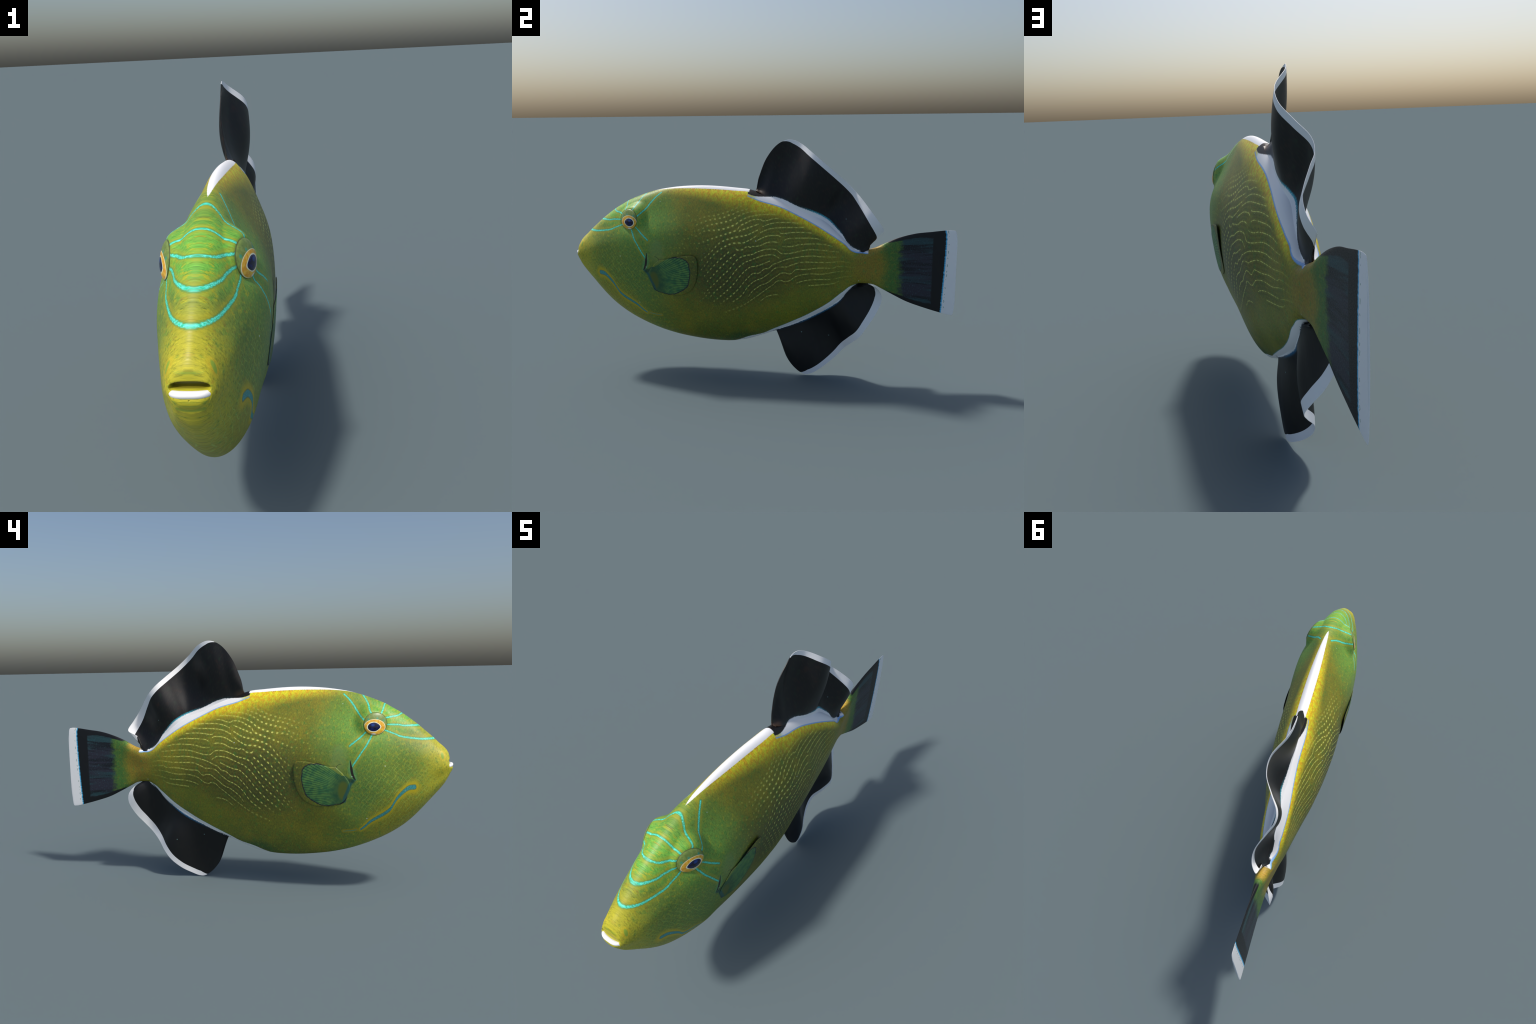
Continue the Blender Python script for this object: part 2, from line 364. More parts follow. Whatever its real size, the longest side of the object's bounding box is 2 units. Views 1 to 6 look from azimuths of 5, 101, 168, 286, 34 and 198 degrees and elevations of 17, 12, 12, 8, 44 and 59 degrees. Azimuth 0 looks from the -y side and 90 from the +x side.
    col = k.paint(col, nearest, wide, k.mix(k.step(fine, .35, .65), C(34,166,134), C(92,224,188)), k.step(k.noise(k.vec(1.0, y, z), 110.0, 2.0), .28, .52, .42, .95), .5)
    # --- cheek streak
    d1, _ = k.line(CHEEK_STREAK, 0, y=lx, z=lz, slope=.72)
    d2, _ = k.line(CHEEK_TAIL, 0, y=lx, z=lz, slope=.98)
    sw = k.curve([(-.835,.0072),(-.76,.0062),(-.70,.0055),(-.62,.0044),(-.585,.0028)], y)
    col = k.paint(col, d1, k.mul(sw, 3.0), C(165,146,18), .88, .6)
    col = k.paint(col, d1, k.mul(sw, 1.25), C(26,72,40), .8, .3)
    col = k.paint(col, d1, sw, k.mix(k.step(fine, .35, .65), C(34,104,104), C(68,142,142)), .95, .3)
    col = k.paint(col, d2, .009, C(150,128,20), .6, .5)
    col = k.paint(col, k.add(d2, k.mul(k.step(fine, .6, .45), .002)), .0028, C(50,126,104), .9, .3)

    # --- gill opening with its pale plate, and the mark at the nostril
    col = k.mix(k.mul(k.blob(-.495, .665, .055, .085, 1.0, .35, yy, zz), .45), col, C(106,128,74))
    dg, _ = k.line([(-.5475,.656),(-.552,.624),(-.556,.598),(-.563,.578),(-.570,.566)], 0, along='z', slope=.97)
    gw = k.curve([(.562,.002),(.585,.0055),(.61,.0058),(.635,.0036),(.658,.0012)], z)
    col = k.paint(col, dg, k.mul(gw, 2.6), C(74,140,92), .5, .5)
    col = k.paint(col, dg, gw, C(30,16,20), .97, .25)
    ring = k.m('SQRT', k.add(k.m('POWER', k.sub(y, -.506), 2.0), k.m('POWER', k.sub(z, .615), 2.0)))
    arc = k.mul(k.step(k.absd(ring, .024), .0018, .0006), k.mul(k.step(z, .612, .622), k.step(y, -.515, -.500)))
    col = k.mix(k.mul(arc, .8), col, C(40,44,30))
    col = k.mix(k.blob(-.952, .672, .0075, .019, 1.0, .6, tilt=-.2), col, C(26,132,52))
    col = k.mix(k.mul(k.blob(-.952, .672, .018, .030, 1.0, .5, tilt=-.2), .35), col, C(190,160,30))

    # --- breast-fin fan (painted on fin and on the flank below it)
    cy, cz = -.42, .542
    dy, dz = k.sub(y, cy), k.sub(z, cz)
    ang = k.m('ARCTAN2', dz, dy); rad = k.m('SQRT', k.add(k.mul(dy, dy), k.mul(dz, dz)))
    fan_pts = [(-.388,.638),(-.347,.630),(-.330,.616),(-.324,.589),(-.319,.572),(-.323,.542),(-.331,.508),(-.340,.486),(-.368,.462),(-.398,.446),(-.441,.439),(-.479,.448),(-.519,.464),(-.537,.505),(-.549,.545),(-.509,.587),(-.469,.612),(-.429,.632)]
    polar = sorted((math.atan2(b - cz, a - cy), math.hypot(a - cy, b - cz)) for a, b in fan_pts)
    polar = [(polar[-1][0] - math.tau, polar[-1][1])] + polar + [(polar[0][0] + math.tau, polar[0][1])]
    rim = k.sub(rad, k.curve(polar, ang)); rim = k.add(rim, k.mul(k.sub(k.noise(yz, 70.0), .5), .006))
    inside = k.step(rim, .003, -.003)
    fan = k.mix(k.step(mid, .35, .65), C(50,98,58), C(82,122,60))
    py, pz = k.sub(y, -.60), k.sub(z, .500)
    pa = k.m('ARCTAN2', pz, py); pr = k.m('SQRT', k.add(k.mul(py, py), k.mul(pz, pz)))
    bend = k.add(pa, k.mul(k.sub(k.noise(yz, 16.0), .5), .02))
    ray = k.m('ABSOLUTE', k.sub(k.m('FRACT', k.mul(bend, 22.0)), .5))
    fan = k.mix(k.mul(k.step(ray, .34, .48), k.step(pr, .09, .13)), fan, C(14,28,34))
    fan = k.mix(k.mul(k.step(pr, .17, .11), .6), fan, C(24,50,34))
    fan = k.mix(k.blob(-.515, .512, .030, .058, 1.0, .6), fan, C(72,84,30))
    dbl, _ = k.line([(-.561,.562),(-.545,.540),(-.534,.510),(-.521,.480),(-.518,.462)], 0, along='z', slope=.93)
    col = k.mix(inside, col, fan)
    col = k.paint(col, dbl, .0075, C(18,74,74), .8, .5)
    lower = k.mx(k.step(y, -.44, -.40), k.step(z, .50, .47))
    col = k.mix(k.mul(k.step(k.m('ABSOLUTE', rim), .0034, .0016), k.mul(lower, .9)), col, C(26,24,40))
    col = k.mix(k.mul(k.blob(-.553, .562, .022, .014, 1.0, .3, tilt=.5), .8), col, C(14,52,38))

    # --- white back stripe, fin-foot bands and the black saddle of the soft fin
    stripe_half = k.curve([(-.57,-.004),(-.52,.006),(-.45,.012),(-.35,.0185),(-.25,.022),(-.12,.023),(-.035,.0215)], y)
    on_back = k.mul(k.step(z, .86, .90), k.step(y, -.031, -.035))
    edge = k.add(k.sub(ax, stripe_half), k.mul(k.sub(fine, .5), .004))
    stripe = k.mul(k.step(edge, .0008, -.0008), on_back)
    fringe = k.mul(k.step(edge, .006, .001), k.mul(on_back, k.step(k.noise(yz, 150.0), .50, .58)))
    col = k.mix(k.mul(k.mul(fringe, k.step(y, -.46, -.38)), k.mul(k.step(y, -.05, -.2), .55)), col, C(52,40,30))
    ftop = k.curve(FOOT_TOP, y); flow = k.curve(FOOT_LOW, y)
    jag = k.mul(k.sub(k.noise(k.vec(0.0, k.mul(y, 2.2), k.mul(z, .8)), 150.0, 3.0, .7), .5), .020)
    upper = k.mul(k.step(y, -.042, -.036), k.step(y, .575, .565))
    white = C(226,227,236)
    band = k.mul(k.mul(k.step(k.add(k.sub(z, flow), k.mul(jag, .25)), -.001, .001), upper), k.step(z, .62, .64))
    blue = k.mul(k.mul(k.step(k.absd(k.add(k.sub(z, flow), k.mul(jag, .25)), -.001), .0035, .0015), upper), k.step(z, .62, .64))
    band = k.mul(band, k.step(y, -.02, .01, .35, 1.0))
    col = k.mix(k.mul(k.step(y, -.005, .02), k.mul(upper, k.mul(k.step(k.sub(z, flow), -.004, .0), k.step(z, .62, .64)))), col, white)
    col = k.mix(k.mul(band, .9), col, k.mix(k.step(y, -.02, .02), C(150,190,176), white))
    col = k.mix(k.mul(blue, .75), col, C(70,140,200))
    dark = k.mul(k.step(k.add(k.sub(z, ftop), k.mul(jag, .35)), -.001, .002), upper)
    col = k.mix(k.mul(dark, k.step(z, .62, .64)), col, lin(22,18,16, 1.0))
    col = k.mix(stripe, col, C(240,240,244))
    # underside: pale pelvic flap and anal-fin foot
    vtop = k.curve([(-.135,.1605),(-.10,.172),(-.05,.194),(.03,.2155)] + VENT_TOP[1:], y); vlow = k.curve(VENT_LOW, y)
    low_on = k.mul(k.mul(k.step(y, -.13, -.115), k.step(y, .585, .57)), k.step(z, .53, .515))
    vj = k.add(k.sub(vtop, z), k.mul(jag, .5))
    col = k.mix(k.mul(k.step(k.m('ABSOLUTE', k.sub(vj, .001)), .0045, .002), k.mul(low_on, k.mul(k.step(y, .05, .09), .8))), col, C(50,128,130))
    col = k.mix(k.mul(k.step(vj, -.001, .001), low_on), col, C(214,217,224))
    col = k.mix(k.mul(k.step(k.add(k.sub(vlow, z), jag), -.002, .002), k.mul(low_on, k.step(y, .075, .09))), col, lin(12,12,14))

    # --- tail fin: black frame, dusky blue web with dark rays, white hind margin
    ttop = k.curve([(.66,.717),(.72,.742),(.8,.764),(.875,.774),(.937,.782),(1.0,.783)], y)
    tlow = k.curve([(.66,.468),(.69,.452),(.765,.416),(.85,.388),(.93,.366),(1.0,.356)], y)
    splay = k.add(z, k.mul(k.mul(k.sub(z, .58), k.sub(.8, y)), .9))
    rays = k.noise(k.vec(0.0, k.mul(y, .05), splay), 44.0, 4.0, .7)
    web = k.mix(k.step(k.noise(k.vec(0.0, k.mul(y, .12), splay), 26.0, 3.0), .38, .62), C(27,54,58), C(33,33,44))
    web = k.mix(k.step(rays, .53, .40), web, C(13,15,21))
    web = k.mix(k.mul(k.step(streak, .54, .70), .40), web, C(58,100,112))
    tail = k.step(k.add(y, k.add(k.mul(wob, .25), k.mul(k.sub(k.noise(k.vec(0.0, k.mul(y, .5), z), 48.0, 3.0, .65), .5), .085))), .708, .750)
    col = k.mix(tail, col, web)
    inset = k.mn(k.sub(ttop, z), k.sub(z, tlow)); inset = k.add(inset, k.mul(k.sub(mid, .5), .008))
    frame_w = k.curve([(.655,.0),(.69,.010),(.75,.019),(.84,.024),(.90,.032),(1.0,.03)], y)
    frame = k.mul(k.step(k.sub(inset, frame_w), .004, -.002), k.step(y, .655, .675))
    frame = k.mx(frame, k.step(k.add(y, k.mul(k.sub(mid, .5), .006)), .880, .888))
    col = k.mix(frame, col, lin(16,17,21))
    hem = k.add(k.curve([(.36,.932),(.45,.936),(.6,.943),(.74,.947),(.79,.938)], z), k.mul(k.sub(k.noise(k.vec(0.0, 0.0, z), 90.0, 2.0), .5), .012))
    past = k.sub(y, hem)
    hi = k.step(z, .768, .777)
    col = k.mix(k.step(k.absd(past, .003), .006, .003), col, C(60,150,190))
    col = k.mix(k.step(past, .003, .006), col, C(206,207,217))
    specks = k.mul(k.step(k.absd(past, .013), .0016, .0006), k.step(k.noise(k.vec(2.0, 0.0, z), 60.0), .52, .56))
    col = k.mix(specks, col, C(40,110,80))

    gape = k.add(k.m('POWER', k.mul(k.x, 1/.043), 4.0), k.m('POWER', k.mul(k.add(k.sub(z, .6435), k.mul(k.mul(k.x, k.x), 2.5)), 1/.0085), 4.0))
    col = k.mix(k.mul(k.mul(k.step(gape, 1.1, .5), k.step(y, -.93, -.95)), .75), col, C(66,60,8))
    # --- stray white grains
    v = k.voronoi(k.vec(5.0, y, z), 13.0); col = k.mix(k.mul(k.step(v, .040, .022), .7), col, C(190,205,196))

    k.put(k.bsdf.inputs["Base Color"], col)
    k.put(k.bsdf.inputs["Roughness"], k.step(fine, .3, .7, .40, .56))
    k.bsdf.inputs["Specular IOR Level"].default_value = .42
    k.bump(k.add(k.mul(streak, .6), k.mul(net, .25)), .0012, .35)
    return k.mat

def black_web_material(tint):
    k = Nodes("black_fin_web"); y, z = k.y, k.z
    yz = k.vec(0.0, y, z)
    st = k.noise(k.vec(0.0, k.mul(k.add(y, k.mul(z, .35)), 2.4), k.mul(z, .5)), 80.0, 3.0, .7)
    col = k.mix(k.mul(k.step(st, .5, .75), tint), lin(19,19,20), lin(52,46,36))
    col = k.mix(k.mul(k.step(k.noise(yz, 30.0, 3.0), .55, .75), tint), col, lin(48,30,24))
    col = k.mix(k.mul(k.step(k.noise(k.vec(4.0, y, z), 34.0, 3.0), .55, .75), tint), col, lin(26,46,30))
    white = lin(226,227,236, G)
    jag = k.mul(k.sub(k.noise(k.vec(0.0, k.mul(y, 2.2), k.mul(z, .8)), 150.0, 3.0, .7), .5), .020)
    if tint > .3:       # dorsal: white foot with cyan fringe
        d = k.add(k.sub(k.curve(FOOT_TOP, y), z), jag)
        on = k.mul(k.step(y, .03, .06), k.step(y, .535, .52))
        col = k.mix(k.mul(k.step(k.sub(y, .9), -2, -1), k.mul(on, k.mul(k.step(d, -.012, -.001), k.step(k.absd(y, .34), .12, .01, .04, .9)))), col, lin(70,180,200, 1.1))
        col = k.mix(k.mul(on, k.step(d, -.001, .001)), col, white)
        col = k.mix(k.mul(k.blob(.0, .958, .06, .03, 1.0, .2), .6), col, lin(84,66,52))
    else:               # anal: same at the lower edge
        d = k.add(k.sub(z, k.curve(VENT_LOW, y)), jag)
        on = k.mul(k.step(y, .085, .10), k.step(y, .52, .50))
        col = k.mix(k.mul(on, k.mul(k.step(d, -.012, -.001), k.step(k.absd(y, .33), .14, .03, .1, .85))), col, lin(40,120,165, 1.1))
        col = k.mix(k.mul(on, k.step(d, -.001, .001)), col, white)
    v = k.voronoi(k.vec(5.0, y, z), 13.0); col = k.mix(k.mul(k.step(v, .05, .025), .6), col, lin(130,165,165))
    k.put(k.bsdf.inputs["Base Color"], col)
    k.put(k.bsdf.inputs["Roughness"], .46); k.bsdf.inputs["Specular IOR Level"].default_value = .40
    k.bump(st, .001, .3)
    return k.mat

def white_margin_material():
    k = Nodes("white_fin_margin")
    n = k.noise(k.vec(0.0, k.y, k.z), 40.0, 2.0)
    k.put(k.bsdf.inputs["Base Color"], k.mix(k.step(n, .3, .7), lin(212,214,225,G), lin(224,226,236,G)))
    k.bsdf.inputs["Roughness"].default_value = .48; k.bsdf.inputs["Specular IOR Level"].default_value = .35
    return k.mat

def tooth_material():
    k = Nodes("white_lip")
    n = k.noise(k.obj, 120.0, 2.0)
    col = k.mix(k.step(n, .35, .65), lin(230,230,236,1.2), lin(246,246,250,1.2))
    col = k.mix(k.mul(k.step(k.ax, .030, .042), k.mul(k.step(k.z, .624, .616), .9)), col, lin(90,180,215,1.2))
    col = k.mix(k.mul(k.step(k.z, .618, .608), .7), col, lin(120,170,90,1.2))
    k.put(k.bsdf.inputs["Base Color"], col); k.bsdf.inputs["Roughness"].default_value = .35
    return k.mat

def eye_material():
    k = Nodes("eye_globe"); y, z = k.y, k.z
    yz = k.vec(0.0, y, z); fine = k.noise(yz, 220.0, 2.0)
    dy, dz = k.sub(y, EYE_Y), k.sub(z, EYE_Z)
    r = k.mul(k.m('SQRT', k.add(k.mul(dy, dy), k.mul(dz, dz))), 1/EYE_R)
    col = k.mix(k.step(k.noise(yz, 60.0), .35, .65), lin(92,112,52,G), lin(112,128,64,G))
    rim_grain = k.step(k.noise(k.vec(2.0, y, z), 150.0, 3.0, .7), .5, .65)
    col = k.mix(k.mul(rim_grain, .5), col, lin(62,84,40,G))
    for cy, cz in ((-.625,.8425),(-.664,.846),(-.691,.837)):
        col = k.mix(k.mul(k.blob(cy, cz, .0065, .0075, 1.0, .35), .8), col, lin(40,128,104,G))
    iris = k.m('SQRT', k.add(k.m('POWER', k.mul(k.sub(y, -.6515), 1/.0475), 2.0), k.m('POWER', k.mul(k.sub(z, .8065), 1/.0362), 2.0)))
    gold = k.mix(k.step(k.noise(yz, 90.0, 3.0), .35, .65), lin(190,132,30,G), lin(214,166,60,G))
    col = k.mix(k.step(iris, 1.03, .98), col, lin(214,200,166,G))
    col = k.mix(k.step(iris, .98, .93), col, gold)
    col = k.mix(k.mul(k.blob(-.648, .7755, .014, .006, 1.0, .4), .8), col, lin(226,222,220,G))
    # pale ring round the pupil
    tip = k.step(y, -.650, -.690)
    pr = k.m('SQRT', k.add(k.m('POWER', k.mul(k.sub(y, -.6505), 1/.0300), 2.0), k.m('POWER', k.m('DIVIDE', k.sub(z, .8080), k.madd(tip, -.0085, .0222)), 2.0)))
    col = k.mix(k.step(pr, 1.075, 1.03), col, lin(232,212,176,G))
    col = k.mix(k.mul(k.step(r, .95, 1.0), .8), col, lin(56,62,34,1.0))
    k.put(k.bsdf.inputs["Base Color"], col); k.bsdf.inputs["Roughness"].default_value = .38
    return k.mat

def pupil_material():
    k = Nodes("eye_pupil")
    n = k.noise(k.vec(0.0, k.y, k.z), 60.0, 2.0)
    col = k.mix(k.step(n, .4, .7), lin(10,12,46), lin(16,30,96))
    col = k.mix(k.mul(k.blob(-.646, .817, .012, .010, 1.0, .1), .6), col, lin(36,82,170))  # blue highlight of the pupil, painted into its base colour
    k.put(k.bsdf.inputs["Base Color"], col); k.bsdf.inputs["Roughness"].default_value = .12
    return k.mat

def plain_material(name, c, rough=.6):
    k = Nodes(name)
    n = k.noise(k.obj, 60.0, 2.0)
    k.put(k.bsdf.inputs["Base Color"], k.mix(n, c, tuple(v * 1.25 for v in c[:3]) + (1,))); k.bsdf.inputs["Roughness"].default_value = rough
    return k.mat

SKIN = skin_material()
WEB_D, WEB_A = black_web_material(.55), black_web_material(.12)
MARGIN, TOOTH, IRIS, PUPIL = white_margin_material(), tooth_material(), eye_material(), pupil_material()
CLEFT = plain_material("mouth_cleft", (.10,.085,.004,1)); SHADE = plain_material("fin_inner_side_near_black", (.010,.014,.008,1))

# ------------------------------------------------------------------ the fish
fish = bpy.data.objects.new("tropical_fish", None); COL.objects.link(fish)
fish["label"] = "green oval reef fish with white-edged black fins"
fish["category"] = "fish"

def build_body():
    """one smooth skin from snout to tail margin, cut into head, torso, tail stalk and tail fin"""
    u = np.linspace(0, 1, 301)
    y = np.concatenate([-.985 + .135 * (np.linspace(0, 1, 60)[:-1]) ** 1.7, np.linspace(-.85, .97, 330)[:-1], .97 + .0298 * np.sin(np.linspace(0, 1, 22) * math.pi / 2)])
    nth = 180
    th = np.linspace(-math.pi / 2, math.pi / 2, nth // 2 + 1)
    t, b = back(y), belly(y)
    zz = ((t + b) / 2)[:, None] + ((t - b) / 2)[:, None] * np.sin(th)[None]
    yy = np.repeat(y[:, None], len(th), 1)
    xx = half_width(yy.ravel(), zz.ravel()).reshape(yy.shape)
    xx *= (.78 + .22 * np.sqrt(1 - np.clip((-.950 - y) / .0352, 0, 1) ** 2))[:, None]      # lips roll in
    xx[:, 0] = xx[:, -1] = 0
    right = np.stack([xx, yy, zz], -1); left = right[:, 1:-1][:, ::-1] * np.array([-1, 1, 1])
    ring = np.concatenate([right, left], 1); n = ring.shape[1]
    V = list(ring.reshape(-1, 3)); F = []; ys = []
    for i in range(len(y) - 1):
        for j in range(n):
            F.append((i*n+j, i*n+(j+1) % n, (i+1)*n+(j+1) % n, (i+1)*n+j)); ys.append((y[i] + y[i+1]) / 2)
    # snout cap: concentric rings closing the front, domed a little
    c = ring[0].mean(0); K = 26; prev = 0
    for q in range(1, K):
        f = 1 - q / K; base = len(V)
        P = c + (ring[0] - c) * f; P[:, 1] = -.985 - .003 * (1 - f ** 2) - .011 * (1 - f ** 4) * np.exp(-((P[:, 2] - .612) / .022) ** 2)
        V.extend(P)
        for j in range(n):
            F.append((base + j, base + (j+1) % n, prev + (j+1) % n, prev + j)); ys.append(-.99)
        prev = base
    V.append(np.array([0, -.989, c[2]])); ci = len(V) - 1
    for j in range(n):
        F.append((ci, prev + (j+1) % n, prev + j)); ys.append(-.99)
    last = (len(y) - 1) * n
    F.append(tuple(last + j for j in range(n))[::-1]); ys.append(1.0)
    V = np.array(V)
    # the mouth: a cleft pressed in between upper lip and the pale lower lip
    gape = .0088 * np.sqrt(np.clip(1 - (V[:, 0] / .046) ** 4, 0, 1)) + 1e-4
    mid_z = .6435 - 2.5 * V[:, 0] ** 2
    m = np.exp(-((V[:, 2] - mid_z) / gape) ** 4) * smooth(.047, .040, np.abs(V[:, 0])) * smooth(-.935, -.965, V[:, 1])
    V[:, 1] += .024 * m
    whole = make("whole", V, F, SKIN)
    me = whole.data
    import bmesh
    bm = bmesh.new(); bm.from_mesh(me); bmesh.ops.recalc_face_normals(bm, faces=bm.faces); bm.to_mesh(me); bm.free()
    polys = [tuple(p.vertices) for p in me.polygons]
    nor = np.empty(len(me.vertices) * 3); me.vertices.foreach_get("normal", nor); nor = nor.reshape(-1, 3)
    cy = np.array([np.mean([V[i][1] for i in p]) for p in polys]); cz = np.array([np.mean([V[i][2] for i in p]) for p in polys])
    gill = -.555 + .06 * np.sin((cz - .15) / .8 * math.pi) - .04
    region = np.where(cy < gill, 0, np.where(cy < .53, 1, np.where(cy < .70, 2, 3)))
    for r, name in enumerate(("head", "torso", "tail_stalk", "tail_fin")):
        fs = [polys[i] for i in np.nonzero(region == r)[0]]
        used = sorted({v for f in fs for v in f}); back_to = {v: i for i, v in enumerate(used)}
        ob = make(name, V[used], [tuple(back_to[v] for v in f) for f in fs], SKIN, fish)
        ob.data.normals_split_custom_set_from_vertices([tuple(nor[v]) for v in used])
    bpy.data.objects.remove(whole); bpy.data.meshes.remove(me)

build_body()
head = bpy.data.objects["head"]; torso = bpy.data.objects["torso"]

# ------------------------------------------------------------------ dorsal and anal fin: ruled wavy webs with a white margin
def fin(name, base, edge, margin, web_mat, fold=1.0):
    """base: [(s, y, z)], edge: [(x, y, z)] at equal steps of s, margin: [(s, width)]"""
    nu = 190; s = np.linspace(0, 1, nu)
    B = np.concatenate([np.zeros((nu, 1)), spline(base, s)], 1)
    E = hermite(np.linspace(0, 1, len(edge)), s) @ np.array(edge)
    length = np.linalg.norm(E - B, axis=1)
    mw = np.minimum(np.interp(s, *np.array(margin).T), length * .8)
    vb = 1 - mw / np.maximum(length, 1e-4)
    def grid(v):                     # v: (nu, nv) share of the way from foot to edge
        P = B[:, None] + (E - B)[:, None] * v[..., None]
        P[..., 0] = E[:, None, 0] * fold * (1 - (1 - v) ** (3 - 1.9 * smooth(.58, .74, s) * (name == 'dorsal_fin'))[:, None]) * (1 + .22 * np.sin(math.pi * v) * (np.abs(s - .5) < .5)[:, None])
        return P
    T = lambda v: (.026 * (1 - v) ** 9 + .004 * (1 - v) ** 2) + .0045 * (1 - v) + .0028
    v1 = np.linspace(0, 1, 40)[None] * vb[:, None]
    web = sheet(name, grid(v1), T(v1), web_mat, fish)
    keep = np.nonzero(mw > .0015)[0]; a, b = keep[0], keep[-1] + 1
    v2 = vb[:, None] + (1 - vb)[:, None] * np.linspace(0, 1, 9)[None]
    g2, t2 = grid(v2)[a:b], T(v2)[a:b]
    t2 = t2 * np.linspace(1, .45, 9)[None]
    ob = sheet("fin_margin", g2, t2, MARGIN, None)
    ob.parent = web
    return web

DORSAL_FOOT = [(-.004,.955),(.02,.945),(.09,.922),(.19,.882),(.31,.828),(.43,.742),(.51,.668),(.566,.664)]      # y, z of the line where the fin is rooted
DORSAL_BASE = [(q, yy, float(np.interp(yy, *np.array(DORSAL_FOOT).T))) for q, yy in
               ((0,-.004),(.05,.004),(.1,.018),(.2,.055),(.3,.125),(.35,.205),(.4,.275),(.45,.312),(.5,.350),(.55,.390),(.6,.432),(.65,.474),(.7,.510),(.77,.540),(.87,.557),(1,.566))]
DORSAL_EDGE = [(-.011,.001,.978),(-.016,.006,1.012),(-.022,.014,1.045),(-.031,.047,1.127),(-.030,.104,1.196),(-.034,.166,1.221),(-.019,.229,1.201),
               (.029,.298,1.153),(.034,.357,1.104),(.002,.411,1.054),(-.032,.457,1.008),(-.032,.497,.968),(-.006,.535,.929),(.028,.586,.869),
               (.030,.624,.818),(.010,.647,.774),(.004,.620,.755),(.002,.594,.744),(.007,.578,.722),(.004,.579,.700),(.0,.575,.684)]
fin("dorsal_fin", DORSAL_BASE, DORSAL_EDGE,
    [(0,0),(.22,0),(.27,.018),(.33,.024),(.45,.025),(.55,.026),(.62,.036),(.68,.046),(.74,.050),(.80,.055),(.825,.03),(.85,.003),(.87,0),(1,0)], WEB_D)
ANAL_FOOT = [(.09,.235),(.14,.256),(.23,.300),(.33,.358),(.42,.415),(.48,.475),(.56,.508)]
ANAL_BASE = [(q / 18, yy, float(np.interp(yy, *np.array(ANAL_FOOT).T))) for q, yy in
             ((0,.095),(1,.104),(2,.118),(3,.137),(4,.165),(5,.2),(6,.235),(7,.268),(8,.303),(9,.34),(10,.385),(11,.43),(12,.47),(13,.503),(14,.525),(16,.543),(18,.557))]
ANAL_EDGE = [(0,.104,.232),(.012,.124,.175),(.022,.155,.095),(.025,.192,.042),(.025,.238,.006),(.022,.272,.002),(.010,.315,.020),(-.012,.36,.049),
             (-.027,.41,.092),(-.022,.45,.138),(.010,.492,.182),(.030,.535,.223),(.013,.569,.269),(-.012,.604,.319),(-.030,.632,.372),
             (-.034,.642,.408),(-.032,.637,.442),(-.022,.615,.473),(-.004,.578,.497)]
fin("anal_fin", ANAL_BASE, ANAL_EDGE,
    [(0,0),(.21,0),(.24,.014),(.28,.025),(.40,.028),(.5,.032),(.6,.036),(.7,.042),(.8,.046),(.88,.040),(.94,.02),(1,.006)], WEB_A)

# ------------------------------------------------------------------ breast fins: plates that stand off the flank at their rear and upper edge
FLAP = [(-.483,.624),(-.443,.627),(-.388,.640),(-.347,.648),(-.306,.650),(-.286,.639),(-.279,.612),(-.280,.571),(-.289,.520),
        (-.312,.473),(-.342,.448),(-.383,.434),(-.438,.434),(-.479,.442),(-.519,.461),(-.536,.500),(-.545,.545),(-.522,.585)]
def breast_fin(sign):
    c = np.array([-.41, .542]); nu, nv = 120, 26
    P = np.array(FLAP + FLAP[:1]); s = np.linspace(0, 1, nu + 1)[:-1]
    rim = hermite(np.linspace(0, 1, len(P)), s) @ P
    def lift(y, z):
        rear = smooth(-.50, -.32, y); up = smooth(.47, .61, z)
        return .0012 + .0065 * rear * (.10 + .90 * up) + .0030 * smooth(.58, .645, z) * smooth(-.50, -.42, y)
    V, F, fm = [], [], []
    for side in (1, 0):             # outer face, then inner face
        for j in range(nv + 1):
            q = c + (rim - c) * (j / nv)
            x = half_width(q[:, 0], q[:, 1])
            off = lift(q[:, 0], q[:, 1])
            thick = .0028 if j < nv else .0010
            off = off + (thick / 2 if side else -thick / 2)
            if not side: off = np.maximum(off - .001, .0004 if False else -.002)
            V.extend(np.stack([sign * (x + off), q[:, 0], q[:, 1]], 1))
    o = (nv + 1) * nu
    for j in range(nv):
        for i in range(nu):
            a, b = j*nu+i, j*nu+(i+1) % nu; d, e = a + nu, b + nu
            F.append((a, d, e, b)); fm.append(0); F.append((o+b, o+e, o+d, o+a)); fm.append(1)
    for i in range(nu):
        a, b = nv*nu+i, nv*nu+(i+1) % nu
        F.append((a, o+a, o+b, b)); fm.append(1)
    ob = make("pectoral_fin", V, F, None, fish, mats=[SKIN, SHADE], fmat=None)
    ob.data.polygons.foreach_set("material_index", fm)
    if sign > 0: ob.data.flip_normals()
    return ob
breast_fin(1); breast_fin(-1)

# ------------------------------------------------------------------ eyes: domed globes set in the brow, pupil a lens of its own
eye_x = eye_plane
DOME = .0105

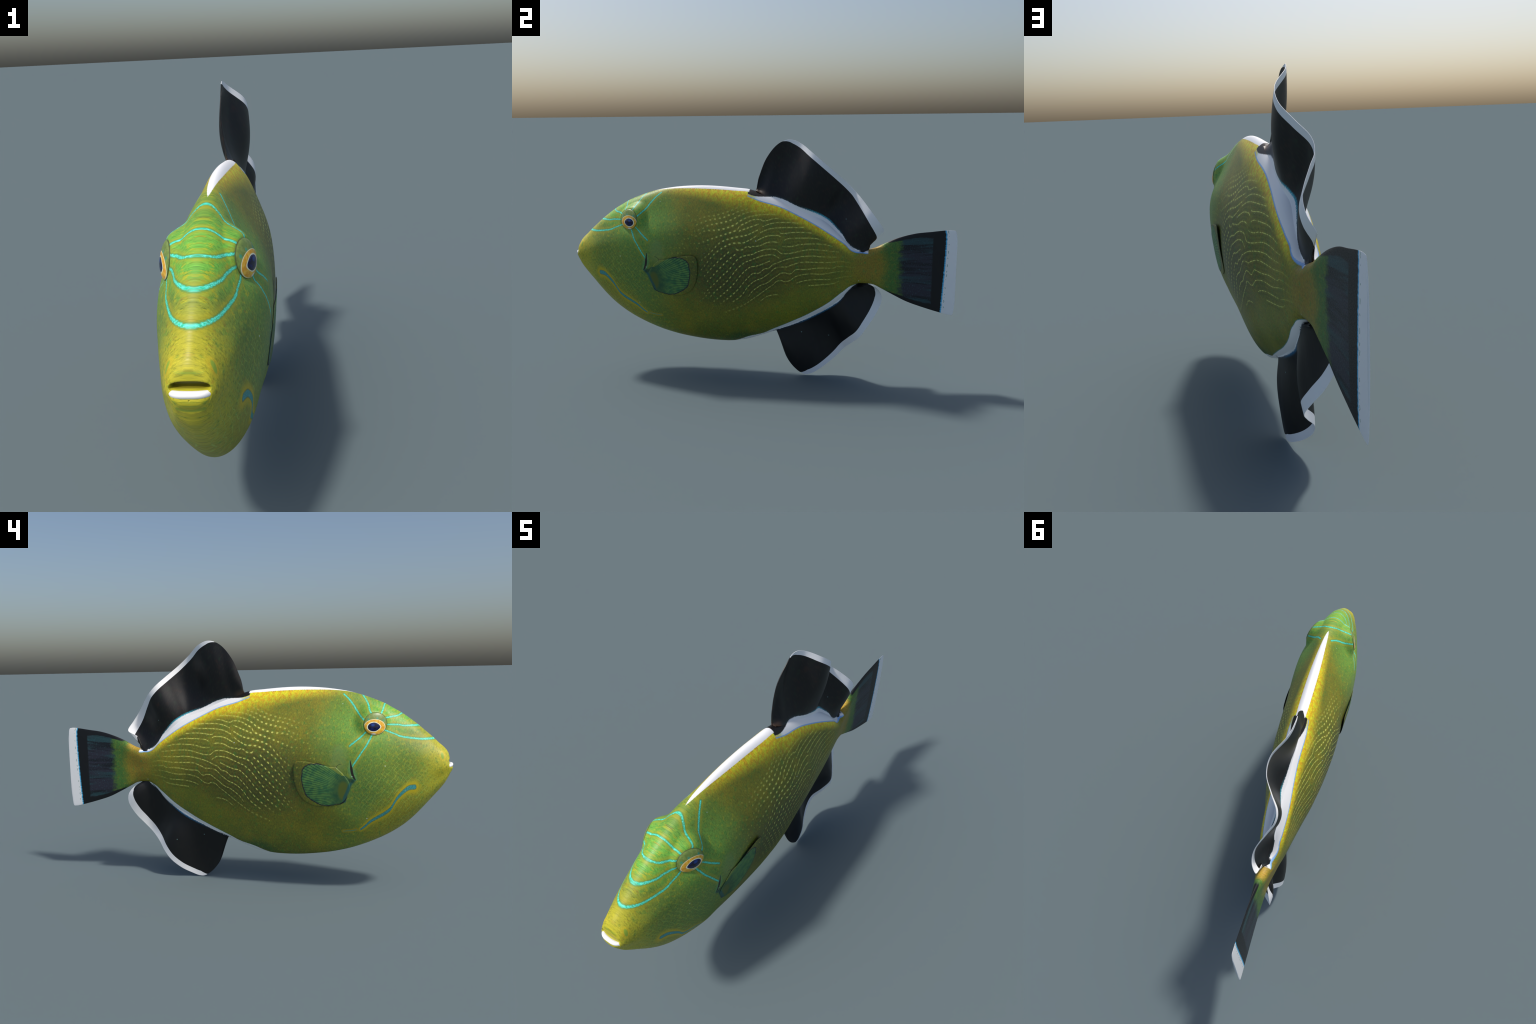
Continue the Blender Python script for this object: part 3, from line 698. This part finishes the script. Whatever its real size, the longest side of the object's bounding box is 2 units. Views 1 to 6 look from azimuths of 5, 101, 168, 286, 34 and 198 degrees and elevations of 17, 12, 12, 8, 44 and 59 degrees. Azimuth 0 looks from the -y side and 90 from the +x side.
def eye(sign):
    nr, na = 22, 72
    V = []; F = []
    for i in range(nr + 1):
        for a in np.linspace(0, math.tau, na, endpoint=False):
            if i <= 16:
                f = i / 16; dome = DOME * (1 - f ** 2.2) + .0022 * (1 - f ** 12)
            else:
                f = 1.0 + .0 * i; dome = -.003 * (i - 16)
            dy, dz = EYE_R * f * math.cos(a), EYE_R * f * math.sin(a)
            V.append((sign * (eye_x(dy, dz) + dome), EYE_Y + dy, EYE_Z + dz))
    for i in range(nr):
        for j in range(na):
            F.append((i*na+j, i*na+(j+1) % na, (i+1)*na+(j+1) % na, (i+1)*na+j))
    ob = make("eye", V, F, IRIS, head)
    import bmesh
    bm = bmesh.new(); bm.from_mesh(ob.data); bmesh.ops.remove_doubles(bm, verts=bm.verts, dist=1e-6); bmesh.ops.recalc_face_normals(bm, faces=bm.faces); bm.to_mesh(ob.data); bm.free()
    ob.data.polygons.foreach_set("use_smooth", [True] * len(ob.data.polygons))
    # pupil: a tear-shaped lens, pointed towards the snout
    V = []; F = []; nr, na = 10, 48; py, pz = -.6505, .8080
    for i in range(nr + 1):
        for a in np.linspace(0, math.tau, na, endpoint=False):
            f = i / nr; ca = math.cos(a); sa = math.sin(a)
            ry = .0300; rz = .0219 * (1.0 if ca > 0 else 1 - .30 * ca * ca)
            dy, dz = ry * f * ca + py - EYE_Y, rz * f * sa + pz - EYE_Z
            g = math.hypot(dy, dz) / EYE_R
            V.append((sign * (eye_x(dy, dz) + .0105 * (1 - g ** 2.2) + .0022 + .0018 * (1 - f ** 3) - .0008 * f ** 6), EYE_Y + dy, EYE_Z + dz))
    for i in range(nr):
        for j in range(na):
            F.append((i*na+j, i*na+(j+1) % na, (i+1)*na+(j+1) % na, (i+1)*na+j))
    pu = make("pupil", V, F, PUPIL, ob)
    bm = bmesh.new(); bm.from_mesh(pu.data); bmesh.ops.remove_doubles(bm, verts=bm.verts, dist=1e-6); bmesh.ops.recalc_face_normals(bm, faces=bm.faces); bm.to_mesh(pu.data); bm.free()
    pu.data.polygons.foreach_set("use_smooth", [True] * len(pu.data.polygons))
    for o in (ob, pu):
        me = o.data
        if sum(p.normal.x * sign for p in me.polygons) < 0: me.flip_normals()
eye(1); eye(-1)

# ------------------------------------------------------------------ pale lower lip: a bar bent round the front of the jaw
def lower_lip():
    V = []; F = []; n, m = 61, 24
    for i in range(n):
        t = -1 + 2 * i / (n - 1); x = .0585 * t
        fall = abs(t) ** 3.2
        cy = -.988 + .034 * fall; cz = .6245 - .006 * fall
        k = (1 - abs(t) ** 5) ** .5 * .95 + .05
        for a in np.linspace(0, math.tau, m, endpoint=False):
            V.append((x, cy + .0125 * k * math.cos(a), cz + .0098 * k * math.sin(a) - .25 * .0125 * k * math.cos(a)))
    for i in range(n - 1):
        for j in range(m):
            F.append((i*m+j, i*m+(j+1) % m, (i+1)*m+(j+1) % m, (i+1)*m+j))
    F.append(tuple(range(m))[::-1]); F.append(tuple((n-1)*m + j for j in range(m)))
    ob = make("lower_lip", V, F, TOOTH, head)
    import bmesh
    bm = bmesh.new(); bm.from_mesh(ob.data); bmesh.ops.recalc_face_normals(bm, faces=bm.faces); bm.to_mesh(ob.data); bm.free()
lower_lip()
